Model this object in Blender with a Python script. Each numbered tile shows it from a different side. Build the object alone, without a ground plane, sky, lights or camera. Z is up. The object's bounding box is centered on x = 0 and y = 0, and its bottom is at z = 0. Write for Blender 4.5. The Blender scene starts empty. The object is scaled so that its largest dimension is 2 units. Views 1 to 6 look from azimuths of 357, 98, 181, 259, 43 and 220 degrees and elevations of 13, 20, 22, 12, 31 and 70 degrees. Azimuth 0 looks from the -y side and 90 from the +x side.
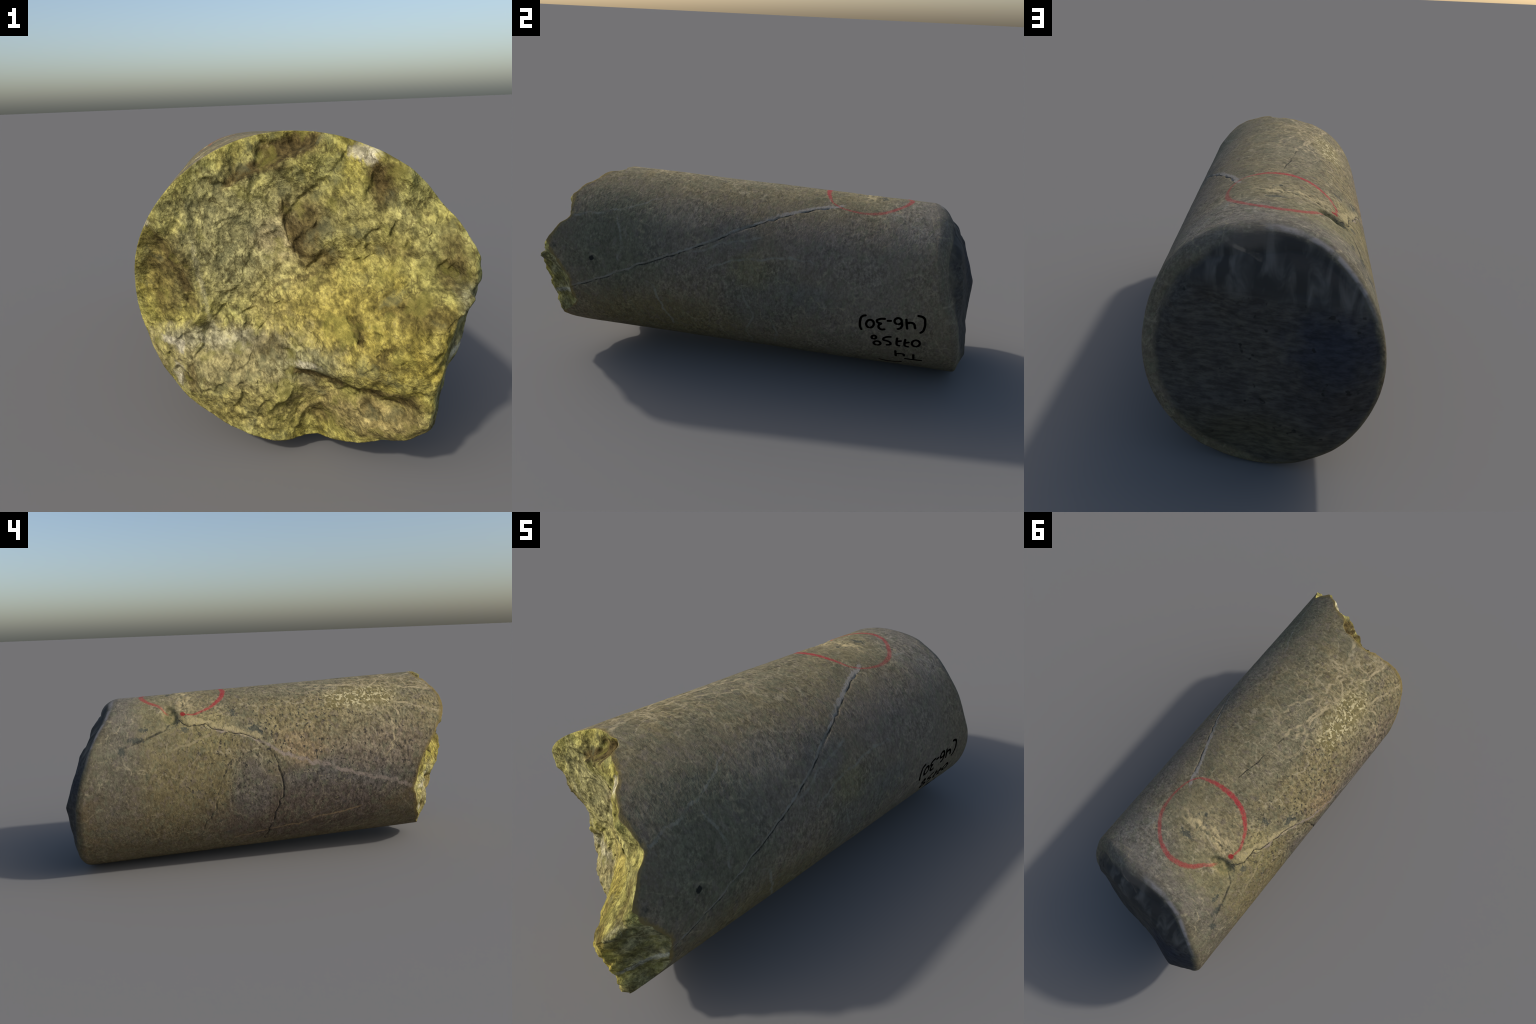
"""A broken drill core of greenstone: a tilted cylinder with one rough fracture
end, one sawn and chipped dark end, veins and cracks, a red pen ring and a
handwritten sample number."""
import bpy, math
import numpy as np

# ------------------------------------------------------------------ the core
AXIS = np.array([0.00173, -0.999334, 0.03646]); AXIS /= np.linalg.norm(AXIS)   # towards the broken end
FOOT = np.array([0.0004, 0.0, 0.4116])          # point on the axis
RIGHT = np.cross([0, 0, 1.0], AXIS); RIGHT /= np.linalg.norm(RIGHT)
UP = np.cross(AXIS, RIGHT)
R0, TAPER = 0.383, 0.0018
COLS = 780                                       # columns round the core


def local(p):
    w = np.asarray(p, float) - FOOT
    return np.array([w @ RIGHT, w @ UP, w @ AXIS])


def world(u, v, t):
    return FOOT + np.multiply.outer(u, RIGHT) + np.multiply.outer(v, UP) + np.multiply.outer(t, AXIS)


# --------------------------------------------------------------- noise tools
def _hash(ix, iy, iz, seed):
    h = (ix * 374761393 + iy * 668265263 + iz * 2147483647 + seed * 1274126177) & 0xFFFFFFFF
    h = ((h ^ (h >> 13)) * 1274126177) & 0xFFFFFFFF
    h = ((h ^ (h >> 16)) * 2246822519) & 0xFFFFFFFF
    return ((h ^ (h >> 15)) & 0xFFFFFF) / float(0xFFFFFF) * 2 - 1


def noise(p, seed=0):
    """smooth value noise, -1..1, for an array of points"""
    i = np.floor(p).astype(np.int64); f = p - i
    f = f * f * f * (f * (f * 6 - 15) + 10)
    out = 0
    for dx in (0, 1):
        for dy in (0, 1):
            for dz in (0, 1):
                w = (f[..., 0] if dx else 1 - f[..., 0]) * (f[..., 1] if dy else 1 - f[..., 1]) * (f[..., 2] if dz else 1 - f[..., 2])
                out = out + w * _hash(i[..., 0] + dx, i[..., 1] + dy, i[..., 2] + dz, seed)
    return out


def fbm(p, octaves=4, seed=0, ridged=False):
    s, a, tot = 0, 1.0, 0.0
    for k in range(octaves):
        n = noise(p * 2 ** k + 17.3 * k, seed + k)
        s = s + a * (1 - 2 * np.abs(n) if ridged else n); tot += a; a *= 0.5
    return s / tot


def smooth(a, b, x):
    x = np.clip((x - a) / (b - a), 0, 1)
    return x * x * (3 - 2 * x)


class Relief:
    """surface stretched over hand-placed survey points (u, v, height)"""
    def __init__(self, pts):
        p = np.array(pts, float); self.c = p[:, :2]; n = len(p)
        A = np.zeros((n + 3, n + 3)); A[:n, :n] = self.phi(self.c)
        A[:n, :n] += 1e-4 * np.eye(n)
        A[:n, n] = 1; A[:n, n + 1:] = self.c; A[n:, :n] = A[:n, n:].T
        self.w = np.linalg.solve(A, np.concatenate([p[:, 2], np.zeros(3)]))

    def phi(self, q):
        d = np.sqrt(((q[:, None] - self.c[None]) ** 2).sum(2) + 0.007 ** 2)
        return -d

    def __call__(self, u, v):
        q = np.stack([np.ravel(u), np.ravel(v)], 1); out = np.zeros(len(q))
        for k in range(0, len(q), 40000):
            b = q[k:k + 40000]
            out[k:k + 40000] = self.phi(b) @ self.w[:-3] + self.w[-3] + b @ self.w[-2:]
        return out.reshape(np.shape(u))


# ---------------------------------------------- fracture end: survey points
# outer edge of the fracture: (angle from +x in degrees, position along axis)
BROKEN_EDGE = [(1, .871), (6, .895), (14, .937), (19, .933), (24, .915), (29, .896), (33, .866), (36, .855), (41, .862),
               (47, .866), (54, .86), (58, .848), (64, .815), (71, .786), (77, .773), (82, .735), (90, .712), (98, .699),
               (107, .697), (115, .722), (124, .73), (132, .741), (143, .731), (152, .707), (160, .668), (169, .625),
               (178, .59), (190, .568), (198, .557), (207, .583), (218, .595), (229, .627), (238, .638), (247, .668),
               (254, .681), (262, .692), (268, .684), (275, .672), (279, .682), (283, .722), (288, .760), (300, .826),
               (307, .887), (312, .905), (319, .903), (327, .85), (334, .822), (346, .833), (352, .836), (356, .848)]
# the steep facet broken off the lower right side: its sharp front edge
FACET_EDGE = [(.366, .093, .952), (.353, .068, .962), (.336, .035, .976), (.319, .008, .987), (.30, -.022, .987), (.277, -.068, .988),
              (.274, -.12, .972), (.278, -.168, .952), (.267, -.215, .948), (.263, -.258, .934)]
INSIDE = [
    # pale plateau and its raised left edge
    (-.333, .194, .715), (-.309, .165, .714), (-.284, .14, .714), (-.268, .108, .711), (-.258, .085, .706), (-.238, .023, .682),
    (-.224, -.014, .676), (-.237, -.055, .664), (-.2, .15, .709), (-.2, .06, .689), (-.1, .2, .701), (-.1, .1, .686), (-.1, .02, .683),
    (-.22, .22, .716), (-.168, .25, .720), (-.1, .285, .728), (-.023, .312, .757), (.031, .335, .778), (.07, .362, .788),
    (-.03, .235, .718), (-.028, .185, .696), (-.012, .116, .692), (.06, .06, .733), (-.01, .05, .702), (-.05, .16, .694), (-.05, .26, .720), (-.16, -.035, .667),
    # slab above the groove
    (-.113, .293, .714), (-.04, .328, .712), (.02, .355, .714), (-.179, .321, .722), (-.105, .351, .706), (-.16, .285, .722), (-.24, .27, .732),
    # rise right of the plateau and the lumps beyond it
    (.02, .17, .722), (.02, .25, .735), (.025, .10, .717), (.06, .217, .762), (.1, .217, .786), (.08, .14, .765), (.09, .30, .785), (.06, .31, .78),
    # pit with its pale lip
    (.185, .27, .832), (.195, .235, .836), (.157, .31, .825), (.175, .325, .840), (.126, .295, .798), (.215, .26, .858), (.15, .25, .824), (.24, .275, .885),
    (.207, .18, .845), (.25, .17, .868), (.268, .208, .858), (.14, .16, .808), (.24, .24, .868), (.17, .2, .832),
    # ramp climbing to the tip
    (.12, .085, .764), (.183, .095, .809), (.232, .1, .852), (.0, .0, .715), (.083, .0, .795), (.1, .055, .752), (.12, -.05, .858), (.157, -.06, .906),
    (.2, -.05, .948), (.232, 0, .945), (.18, .03, .858), (.25, .06, .896), (.326, .076, .915), (.30, .07, .918), (.22, -.11, .96),
    (-.073, -.02, .682), (-.05, -.04, .69), (.002, -.05, .735), (.05, -.04, .79), (.05, -.1, .805), (.11, -.11, .88), (.16, -.12, .93),
    # lower lip of the ramp, the crevice under it and the block below
    (.03, -.14, .790), (.07, -.155, .835), (.124, -.172, .873), (.208, -.176, .927), (.25, -.18, .95),
    (.023, -.19, .760), (.08, -.197, .792), (.15, -.208, .845), (.22, -.215, .893),
    (.157, -.24, .840), (.234, -.24, .91), (.169, -.275, .851), (.22, -.275, .906), (.10, -.26, .798), (.11, -.31, .775), (.18, -.31, .848),
    # lower left, swelling forward
    (-.013, -.331, .698), (-.013, -.253, .738), (.04, -.25, .745), (.055, -.31, .692), (.055, -.345, .686), (-.127, -.15, .706), (-.205, -.152, .678), (-.202, -.097, .657),
    (-.304, -.124, .624), (-.27, -.14, .646), (-.29, -.188, .634), (-.249, -.245, .660), (-.185, -.266, .680), (-.096, -.325, .688),
    (-.073, -.09, .696), (-.04, -.15, .745), (-.1, -.22, .736), (-.1, -.29, .714), (-.18, -.21, .695),
    # flank falling to the left edge
    (-.316, .115, .665), (-.301, .02, .632), (-.35, -.049, .592), (-.34, .05, .615), (-.29, -.06, .63), (-.345, .13, .66), (-.30, .07, .655),
]


def edge_rows(rows, radius):
    return [(radius * math.cos(math.radians(a)), radius * math.sin(math.radians(a)), t) for a, t in rows]


BROKEN = Relief(edge_rows(BROKEN_EDGE, R0 + TAPER * .8) + FACET_EDGE + INSIDE)
FACET_MID = [(.33, -.01, .922), (.325, -.06, .915), (.32, -.11, .892), (.312, -.16, .885), (.295, -.21, .893)]
BROKEN = Relief(edge_rows(BROKEN_EDGE, R0 + TAPER * .8) + FACET_EDGE + FACET_MID + INSIDE)


def side_of(u, v, pts):
    """signed distance to a polyline (positive on its left) and position along it"""
    pts = np.array(pts, float); best = np.full(np.shape(u), 9.0); sgn = np.ones(np.shape(u)); where = np.zeros(np.shape(u))
    for k, (a, b) in enumerate(zip(pts, pts[1:])):
        d = b - a; L = d @ d
        h = np.clip(((u - a[0]) * d[0] + (v - a[1]) * d[1]) / L, 0, 1)
        s = np.hypot(u - a[0] - h * d[0], v - a[1] - h * d[1])
        c = d[0] * (v - a[1]) - d[1] * (u - a[0]); m = s < best - 1e-9
        best = np.where(m, s, best); sgn = np.where(m, np.where(c >= 0, 1., -1.), sgn); where = np.where(m, (k + h) / (len(pts) - 1), where)
    return best * sgn, where


def facets(p, size, tilt, seed, sharp=16):
    """splintery relief: irregular cells, each a little plane with its own tilt"""
    q = p / size
    c = np.floor(q).astype(np.int64); num = np.zeros(q.shape[:-1]); den = np.full(q.shape[:-1], 1e-9)
    z = np.zeros_like(c[..., 0])
    for dx in (-1, 0, 1):
        for dy in (-1, 0, 1):
            ix, iy = c[..., 0] + dx, c[..., 1] + dy
            ox, oy = ix + .5 + .45 * _hash(ix, iy, z, seed), iy + .5 + .45 * _hash(ix, iy, z, seed + 1)
            ex, ey = q[..., 0] - ox, q[..., 1] - oy
            w = np.exp(-sharp * (ex * ex + ey * ey))
            num += w * (_hash(ix, iy, z, seed + 2) * ex + _hash(ix, iy, z, seed + 3) * ey + .22 * _hash(ix, iy, z, seed + 4)); den += w
    return num / den * tilt * size


def broken_height(u, v):
    q = np.stack([u, v, np.zeros_like(u)], -1)
    wob = np.stack([noise(q * 22, 71), noise(q * 22, 72)], -1) * .003
    h = BROKEN(u + wob[..., 0], v + wob[..., 1])
    ragged = q[..., :2] + .012 * np.stack([fbm(q * 26, 3, 73), fbm(q * 26, 3, 74)], -1)
    slant = np.stack([ragged[..., 0] * .85 - ragged[..., 1] * .5, (ragged[..., 0] * .5 + ragged[..., 1] * .85) * .6], -1)
    # the pale plateau is flatter than the rest; the very edge is less ragged
    calm = np.exp(-((u + .11) / .13) ** 2 - ((v - .13) / .12) ** 2)
    calm = (1 - .72 * calm) * (1 - .55 * smooth(.345, .383, np.hypot(u, v)))
    n = .0045 * fbm(q * 11, 3, 5) + .0030 * fbm(q * 48, 3, 23, True) + .0010 * fbm(q * 130, 2, 29)
    n = n + facets(slant, .060, .27, 200) + facets(slant + .37, .022, .25, 300)
    # splintery ribs running down the hollow right of the plateau
    ribs = np.exp(-((u - .11) / .09) ** 2 - ((v - .19) / .10) ** 2)
    lean = np.stack([(u + .15 * v) * 42 + 1.5 * fbm(q * 14, 2, 81), v * 11, np.zeros_like(u)], -1)
    n = n + .0085 * ribs * (fbm(lean, 2, 83, True) - .5)
    h = h + calm * n
    # ledges: sharp steps, the side to the left of each line standing proud
    for pts, step, decay in LEDGES:
        d, along = side_of(u + .006 * noise(q * 45, 85), v + .006 * noise(q * 45, 86), pts)
        fade = smooth(0, .15, along) * smooth(1, .85, along)
        h = h + step / 2 * np.tanh(d / .0035) * np.exp(-np.abs(d) / decay) * fade
    # open slits and the pocket under the pale crystals
    for pts, depth, wide in SLITS:
        d, along = side_of(u + .004 * noise(q * 60, 87), v + .004 * noise(q * 60, 88), pts)
        h = h - depth * np.exp(-(d / wide) ** 2) * smooth(0, .2, along) * smooth(1, .8, along)
    pocket = ((u - .188 + .012 * noise(q * 50, 89)) / .026) ** 2 + ((v - .268 + .012 * noise(q * 50, 90)) / .034) ** 2
    return h - .006 * smooth(1.35, .35, pocket + .5 * noise(q * 70, 91))


LEDGES = [  # (line, step height, how fast it dies away)
    ([(.09, .374), (.031, .340), (-.03, .316), (-.1, .288), (-.17, .252)], .030, .035),
    ([(.055, .058), (.012, .10), (-.004, .15), (-.016, .20), (-.02, .245)], .014, .030),
    ([(-.085, -.07), (-.074, -.01), (-.023, .024), (.07, .052), (.16, .075)], -.012, .025),
    ([(.235, -.208), (.18, -.203), (.124, -.188), (.05, -.173), (-.03, -.165)], -.016, .030),
    ([(-.338, .20), (-.29, .145), (-.262, .09), (-.236, .02), (-.222, -.04)], .014, .030),
    ([(-.33, -.15), (-.26, -.10), (-.18, -.09), (-.10, -.11), (-.02, -.10)], .006, .030),
    ([(.34, .09), (.31, .02), (.285, -.05), (.255, -.12)], .008, .03),
    ([(.26, .19), (.24, .12), (.20, .07)], .014, .03),
]
SLITS = [
    ([(.115, -.025), (.125, -.06), (.135, -.095)], .014, .006), ([(.15, -.105), (.18, -.08), (.205, -.06)], .010, .006),
    ([(-.295, -.195), (-.27, -.215), (-.245, -.255)], .018, .008), ([(.06, -.26), (.065, -.30), (.075, -.35)], .008, .008),
    ([(-.03, -.07), (.0, -.11), (.04, -.145)], .010, .005), ([(.18, -.215), (.215, -.225), (.235, -.245)], .012, .006),
    ([(-.13, -.06), (-.10, -.045), (-.075, -.04)], .008, .005), ([(.03, .05), (.06, .07), (.09, .11)], .010, .010),
]


# --------------------------------------------------- sawn end: survey points
SAWN_EDGE = [(2, .835), (14, .775), (28, .742), (47, .712), (63, .722), (72, .725), (82, .715), (94, .702), (106, .728), (114, .755),
             (125, .795), (138, .838), (150, .878), (162, .91), (173, .935), (183, .95), (194, .959), (203, .966), (213, .972), (224, .973), (235, .973),
             (249, .967), (262, .953), (273, .940), (281, .930), (295, .920), (315, .905), (326, .895), (339, .884), (347, .872), (356, .852)]
SAWN_INSIDE = [  # world points on the end
    (-.25, .999, .33), (-.28, .957, .45), (-.19, .982, .15), (-.29, .975, .16), (-.23, .99, .24), (-.14, .962, .36), (-.33, .965, .36), (-.33, .965, .28),
    (.0, .882, .6), (.1, .878, .6), (.1, .836, .69), (-.06, .840, .685), (-.078, .888, .588), (-.231, .903, .565), (-.15, .895, .576), (.2, .850, .62),
    (-.10, .895, .57), (-.21, .925, .545), (.156, .785, .728), (.05, .852, .66), (.15, .838, .655), (0, .866, .645), (-.2, .882, .62), (-.1, .866, .65),
    (.03, .785, .728), (.1, .788, .722), (-.06, .788, .728), (0, .915, .45), (0, .935, .3), (.12, .878, .48), (.15, .905, .3), (.28, .882, .3), (.28, .868, .46), (.24, .862, .55), (.28, .848, .53),
    (.1, .936, .13), (.1, .942, .22), (-.1, .962, .1), (-.1, .955, .3), (-.1, .932, .45), (.25, .912, .18), (.16, .940, .13), (.05, .932, .10), (-.05, .952, .06), (-.12, .962, .06), (.02, .930, .12), (-.2, .938, .5), (.17, .860, .54), (.07, .892, .54), (0, .953, .2),
]


def sawn_pts():
    rows = [(x, y, -t) for x, y, t in edge_rows(SAWN_EDGE, .365)]
    for p in SAWN_INSIDE:
        rows.append(tuple(local(p)))
    return rows


SAWN = Relief(sawn_pts())


def sawn_height(u, v):
    q = np.stack([u, v, np.zeros_like(u)], -1)
    d, along = side_of(u, v + .004 * noise(q * 40, 95), [(.17, .355), (.12, .338), (.09, .322), (.05, .308), (-.01, .288)])
    chip = .008 * (.5 + .5 * np.tanh(d / .004)) * np.exp(-np.abs(d) / .05) * smooth(1., .75, along)
    d, along = side_of(u, v + .006 * noise(q * 30, 96), [(-.24, .20), (-.16, .195), (-.08, .20)])
    scoop = .006 * (.5 + .5 * np.tanh(d / .004)) * np.exp(-np.abs(d) / .05) * smooth(0, .2, along) * smooth(1., .8, along)
    return SAWN(u, v) + chip + scoop + .0018 * fbm(q * 18, 3, 41) + .0012 * fbm(q * np.array([60, 25, 1]), 2, 47)


def sawn_round(psi):
    """width of the worn edge of the sawn end, by angle from the top"""
    deg = np.degrees(psi)
    return np.interp(deg, [-180, -120, -90, -60, -30, 0, 40, 90, 130, 180], [.022, .03, .024, .03, .05, .085, .060, .035, .02, .022])


# ---------------------------------------------------- lines on the barrel
# map coordinates: x = R0 * angle from the top (positive to the right), t = along the axis
def jitter(pts, seed, amount, step=.03):
    rng = np.random.default_rng(seed); p = np.array(pts, float); out = [p[0]]
    for a, b in zip(p, p[1:]):
        n = max(1, int(np.hypot(*(b - a)) / step))
        for k in range(1, n + 1):
            out.append(a + (b - a) * k / n + (rng.normal(0, amount, 2) if k < n else 0))
    return np.array(out)


MAIN_VEIN = [(.80, 1.02), (.721, .891), (.692, .832), (.647, .736), (.604, .644), (.551, .541), (.506, .441), (.47, .358), (.422, .264), (.373, .172), (.325, .095),
             (.28, .003), (.237, -.075), (.198, -.154), (.165, -.221), (.147, -.29), (.12, -.345)]
LEFT_VEIN = [(-.31, -.36), (-.345, -.322), (-.382, -.205), (-.439, -.112), (-.49, -.046), (-.521, .039), (-.552, .125), (-.593, .228), (-.628, .335), (-.665, .445), (-.714, .57)]
LEFT_CRACK = [(-.262, -.485), (-.285, -.472), (-.313, -.44), (-.308, -.366), (-.345, -.322), (-.382, -.205), (-.428, -.14), (-.485, -.09), (-.573, -.07), (-.649, -.06), (-.744, -.09), (-.843, -.116), (-.95, -.13)]
THIN_CRACK = [(-.45, -.21), (-.471, -.235), (-.509, -.296), (-.561, -.324), (-.631, -.352), (-.72, -.38), (-.764, -.409), (-.873, -.431)]
BROWN_VEIN = [(-.90, -.30), (-.864, -.123), (-.854, .015), (-.822, .084), (-.813, .156), (-.805, .229), (-.773, .32)]
DASH_CRACK = [(-.392, -.74), (-.37, -.667), (-.356, -.628), (-.321, -.547), (-.27, -.50)]
PALE_LINE = [(-.425, -.55), (-.392, -.424), (-.359, -.336)]
TOP_CRACK = [(-.02, -.20), (-.033, -.175), (-.049, -.09), (-.066, .029), (-.076, .11)]
TOP_VEINS = [
    [(-.069, .10), (-.093, .194), (-.112, .285), (-.122, .322), (-.159, .419), (-.169, .484), (-.192, .577), (-.21, .645), (-.238, .735)],
    [(.005, .15), (.004, .236), (-.014, .278), (-.059, .335), (-.07, .387), (-.098, .46), (-.099, .518), (-.079, .586), (-.056, .624), (-.043, .70)],
    [(-.163, .415), (-.128, .481), (-.111, .525)],
    [(-.23, .37), (-.283, .459), (-.292, .503), (-.300, .546), (-.326, .599), (-.349, .672), (-.368, .735)],
    [(-.121, .13), (-.123, .206), (-.13, .295), (-.155, .41)],
    [(-.40, .52), (-.34, .512), (-.28, .505), (-.22, .515)],
    [(-.56, .42), (-.48, .47), (-.40, .475), (-.29, .455)],
    [(.01, .54), (-.05, .546), (-.1, .555)],
]
RIGHT_VEINS = [
    [(.52, .22), (.492, .154), (.46, .073), (.456, -.011), (.425, -.132), (.44, -.25)],
    [(.60, .50), (.622, .45), (.719, .409), (.86, .37)],
    [(.46, .31), (.451, .274), (.387, .113), (.35, -.02)],
    [(.323, .644), (.40, .62), (.452, .603), (.56, .607)],
    [(.20, .45), (.27, .55), (.33, .70), (.36, .86)],
    [(.65, -.02), (.72, -.08), (.80, -.11), (.90, -.10)],
    [(.60, .05), (.70, .00), (.80, .03), (.92, .01)],
    [(.13, -.50), (.20, -.62), (.26, -.70)],
]
MAIN_J, LEFTV_J, LEFTC_J = jitter(MAIN_VEIN, 1, .0030, .022), jitter(LEFT_VEIN, 2, .0055, .022), jitter(LEFT_CRACK, 3, .0048, .020)
THIN_J, DASH_J, TOPC_J = jitter(THIN_CRACK, 4, .005, .022), jitter(DASH_CRACK, 5, .002), jitter(TOP_CRACK, 6, .0015)


def line_distance(x, t, pts):
    best = np.full(np.shape(x), 9.0); where = np.zeros(np.shape(x))
    for k, (a, b) in enumerate(zip(pts, pts[1:])):
        d = b - a; L = d @ d
        near = (x > min(a[0], b[0]) - .03) & (x < max(a[0], b[0]) + .03) & (t > min(a[1], b[1]) - .03) & (t < max(a[1], b[1]) + .03)
        if not near.any():
            continue
        h = np.clip(((x[near] - a[0]) * d[0] + (t[near] - a[1]) * d[1]) / L, 0, 1)
        s = np.hypot(x[near] - a[0] - h * d[0], t[near] - a[1] - h * d[1])
        cur = best[near]; m = s < cur
        w = where[near]; w[m] = (k + h[m]) / (len(pts) - 1); where[near] = w
        best[near] = np.minimum(cur, s)
    return best, where


def barrel_radius(x, t):
    """radius of the cut skin with its cracks, pits and dents"""
    x, t = np.broadcast_arrays(np.asarray(x, float), np.asarray(t, float))
    psi = x / R0
    p = np.stack([R0 * np.sin(psi), R0 * np.cos(psi), t], -1)
    r = R0 + TAPER * t + .0016 * fbm(p * 5, 2, 51) + .0007 * fbm(p * 30, 3, 57)
    r = r + .0025 * smooth(.72, .95, np.abs(x)) * smooth(-.75, -.35, t)
    br = .5 + .5 * noise(p * 28, 61)
    for pts, width, depth, gap in ((MAIN_J + np.array([.005, -.004]), .0042, .0045, .35), (LEFTC_J, .0036, .0045, .2), (THIN_J, .0032, .0025, .35), (DASH_J, .005, .004, .5), (TOPC_J, .0032, .003, .3)):
        d, w = line_distance(x, t, pts)
        r = r - depth * np.exp(-(d / width) ** 2) * smooth(gap - .15, gap + .2, br) * smooth(0, .06, w) * smooth(1, .94, w)
    # the rough, spalled spot inside the red ring and the dent next to it
    for cx, ct, sx, st, dep in ((-.19, -.462, .03, .014, .007), (-.252, -.487, .022, .012, .007), (-.045, -.425, .03, .016, .004), (-.30, -.455, .025, .02, .006), (.0, -.50, .03, .02, .003), (-.14, -.44, .04, .012, .003)):
        g = np.exp(-((x - cx) / sx) ** 2 - ((t - ct) / st) ** 2)
        r = r - dep * g * (.75 + .5 * noise(p * 60, 63))
    g = np.exp(-((x + .235 + .3 * (t + .52)) / .062) ** 2 - ((t + .515) / .030) ** 2)         # the deep chip by the ring's open end
    r = r - .020 * smooth(.12, .75, g + .10 * noise(p * 45, 64)) * (1 + .15 * fbm(p * 60, 2, 65))
    rough = np.exp(-((x + .10) / .17) ** 2 - ((t + .44) / .07) ** 2)
    r = r - .0055 * rough * np.clip(fbm(p * 34, 3, 67, True) + .15, 0, 1)
    speck = np.exp(-((x + .235) / .075) ** 2 - ((t - .34) / .13) ** 2)
    r = r + .0018 * speck * fbm(p * 60, 2, 69)
    return r


# ------------------------------------------------------------------ meshes
def grid_faces(rows, cols, flip=False):
    i = np.arange(rows - 1)[:, None] * cols; j = np.arange(cols)[None]; k = (j + 1) % cols
    f = np.stack([i + j, i + k, i + cols + k, i + cols + j], -1).reshape(-1, 4)
    return f[:, ::-1] if flip else f


def make_mesh(name, verts, faces, normals=None):
    me = bpy.data.meshes.new(name)
    me.from_pydata(np.asarray(verts).tolist(), [], [list(map(int, f)) for f in faces])
    me.polygons.foreach_set("use_smooth", [True] * len(me.polygons))
    me.update()
    if normals is not None:
        me.normals_split_custom_set_from_vertices(np.asarray(normals).tolist())
    return me


def build_stone():
    psi = np.linspace(-math.pi, math.pi, COLS, endpoint=False)
    x = R0 * psi
    sn, cs = np.sin(psi), np.cos(psi)
    rim_t = broken_height((R0 + .0014) * sn, (R0 + .0014) * cs)
    ring = np.stack([sn * 2.1, cs * 2.1, 0 * sn], -1)
    top = np.exp(-(psi / 1.1) ** 4)
    w = sawn_round(psi) * (1 + (.14 - .05 * top) * np.clip(1.6 * noise(ring * 1.5, 97), -1, 1))
    inner_t = sawn_height((R0 - w) * sn, (R0 - w) * cs)
    # worn edge: even out its line round the core
    k = np.arange(-60, 61); g = np.exp(-(k / 22.) ** 2); g /= g.sum()
    even = sum(gg * np.roll(inner_t, int(kk)) for gg, kk in zip(g, k)) + .0030 * fbm(ring * 1.6, 3, 93)
    fix = even - inner_t; inner_t = even
    back_t = inner_t + 1.15 * w
    # barrel, from sawn end to fracture
    n = 480
    q = np.linspace(0, 1, n)[:, None]
    T = back_t[None] * (1 - q) + rim_t[None] * q
    X = np.repeat(x[None], n, 0)
    Rr = barrel_radius(X, T)
    side = world((Rr * sn).ravel(), (Rr * cs).ravel(), T.ravel())
    # fracture face
    rho = np.linspace(1, 0, 135)[:-1][:, None]
    rr = rho * Rr[-1][None]
    U, V = rr * sn, rr * cs
    H = broken_height(U, V); H[0] = rim_t
    front = world(U.ravel(), V.ravel(), H.ravel())
    tip = world(np.array([0.]), np.array([0.]), broken_height(np.array([0.]), np.array([0.])))
    # sawn face with its worn edge
    a = np.linspace(0, math.pi / 2, 12)[:, None]
    # rounded below, broken to a flat bevel along the top
    bevel = .10 + .16 * np.exp(-(psi / .8) ** 4)
    ln = a / (math.pi / 2)
    bevel = np.clip(bevel + .15 * noise(ring * 2.2, 98), 0, .5)
    r_edge = Rr[0] - w * ((1 - bevel) * (1 - np.cos(a)) + bevel * ln)
    t_edge = back_t + (inner_t - back_t) * ((1 - bevel) * np.sin(a) + bevel * ln)
    rho = np.linspace(1, 0, 90)[1:-1][:, None]
    r_in = rho * (Rr[0] - w)
    r_all = np.vstack([r_edge, r_in])
    t_all = np.vstack([t_edge, sawn_height(r_in * sn, r_in * cs) + fix * smooth(.72, 1., rho)])
    back = world((r_all * sn).ravel(), (r_all * cs).ravel(), t_all.ravel())
    hub = world(np.array([0.]), np.array([0.]), sawn_height(np.array([0.]), np.array([0.])))

    ns, nf = len(side), len(front)
    parts = {}
    parts["barrel"] = (side, grid_faces(n, COLS))
    f = grid_faces(134, COLS)
    last = 133 * COLS
    fan = [(last + k, last + (k + 1) % COLS, nf) for k in range(COLS)]
    parts["fracture_face"] = (np.vstack([front, tip]), [tuple(r) for r in f] + fan)
    rows = len(r_all)
    f = grid_faces(rows, COLS, True)
    last = (rows - 1) * COLS
    fan = [(last + (k + 1) % COLS, last + k, rows * COLS) for k in range(COLS)]
    parts["sawn_end"] = (np.vstack([back, hub]), [tuple(r) for r in f] + fan)
    return parts


def vertex_normals(verts, faces):
    nrm = np.zeros_like(verts)
    tri = [f for f in faces if len(f) == 3]; quad = np.array([f for f in faces if len(f) == 4])
    d = np.cross(verts[quad[:, 2]] - verts[quad[:, 0]], verts[quad[:, 3]] - verts[quad[:, 1]])
    for k in range(4):
        np.add.at(nrm, quad[:, k], d)
    for t in tri:
        d = np.cross(verts[t[1]] - verts[t[0]], verts[t[2]] - verts[t[0]])
        for k in t:
            nrm[k] += d
    return nrm / (np.linalg.norm(nrm, axis=1, keepdims=True) + 1e-12)


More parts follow.
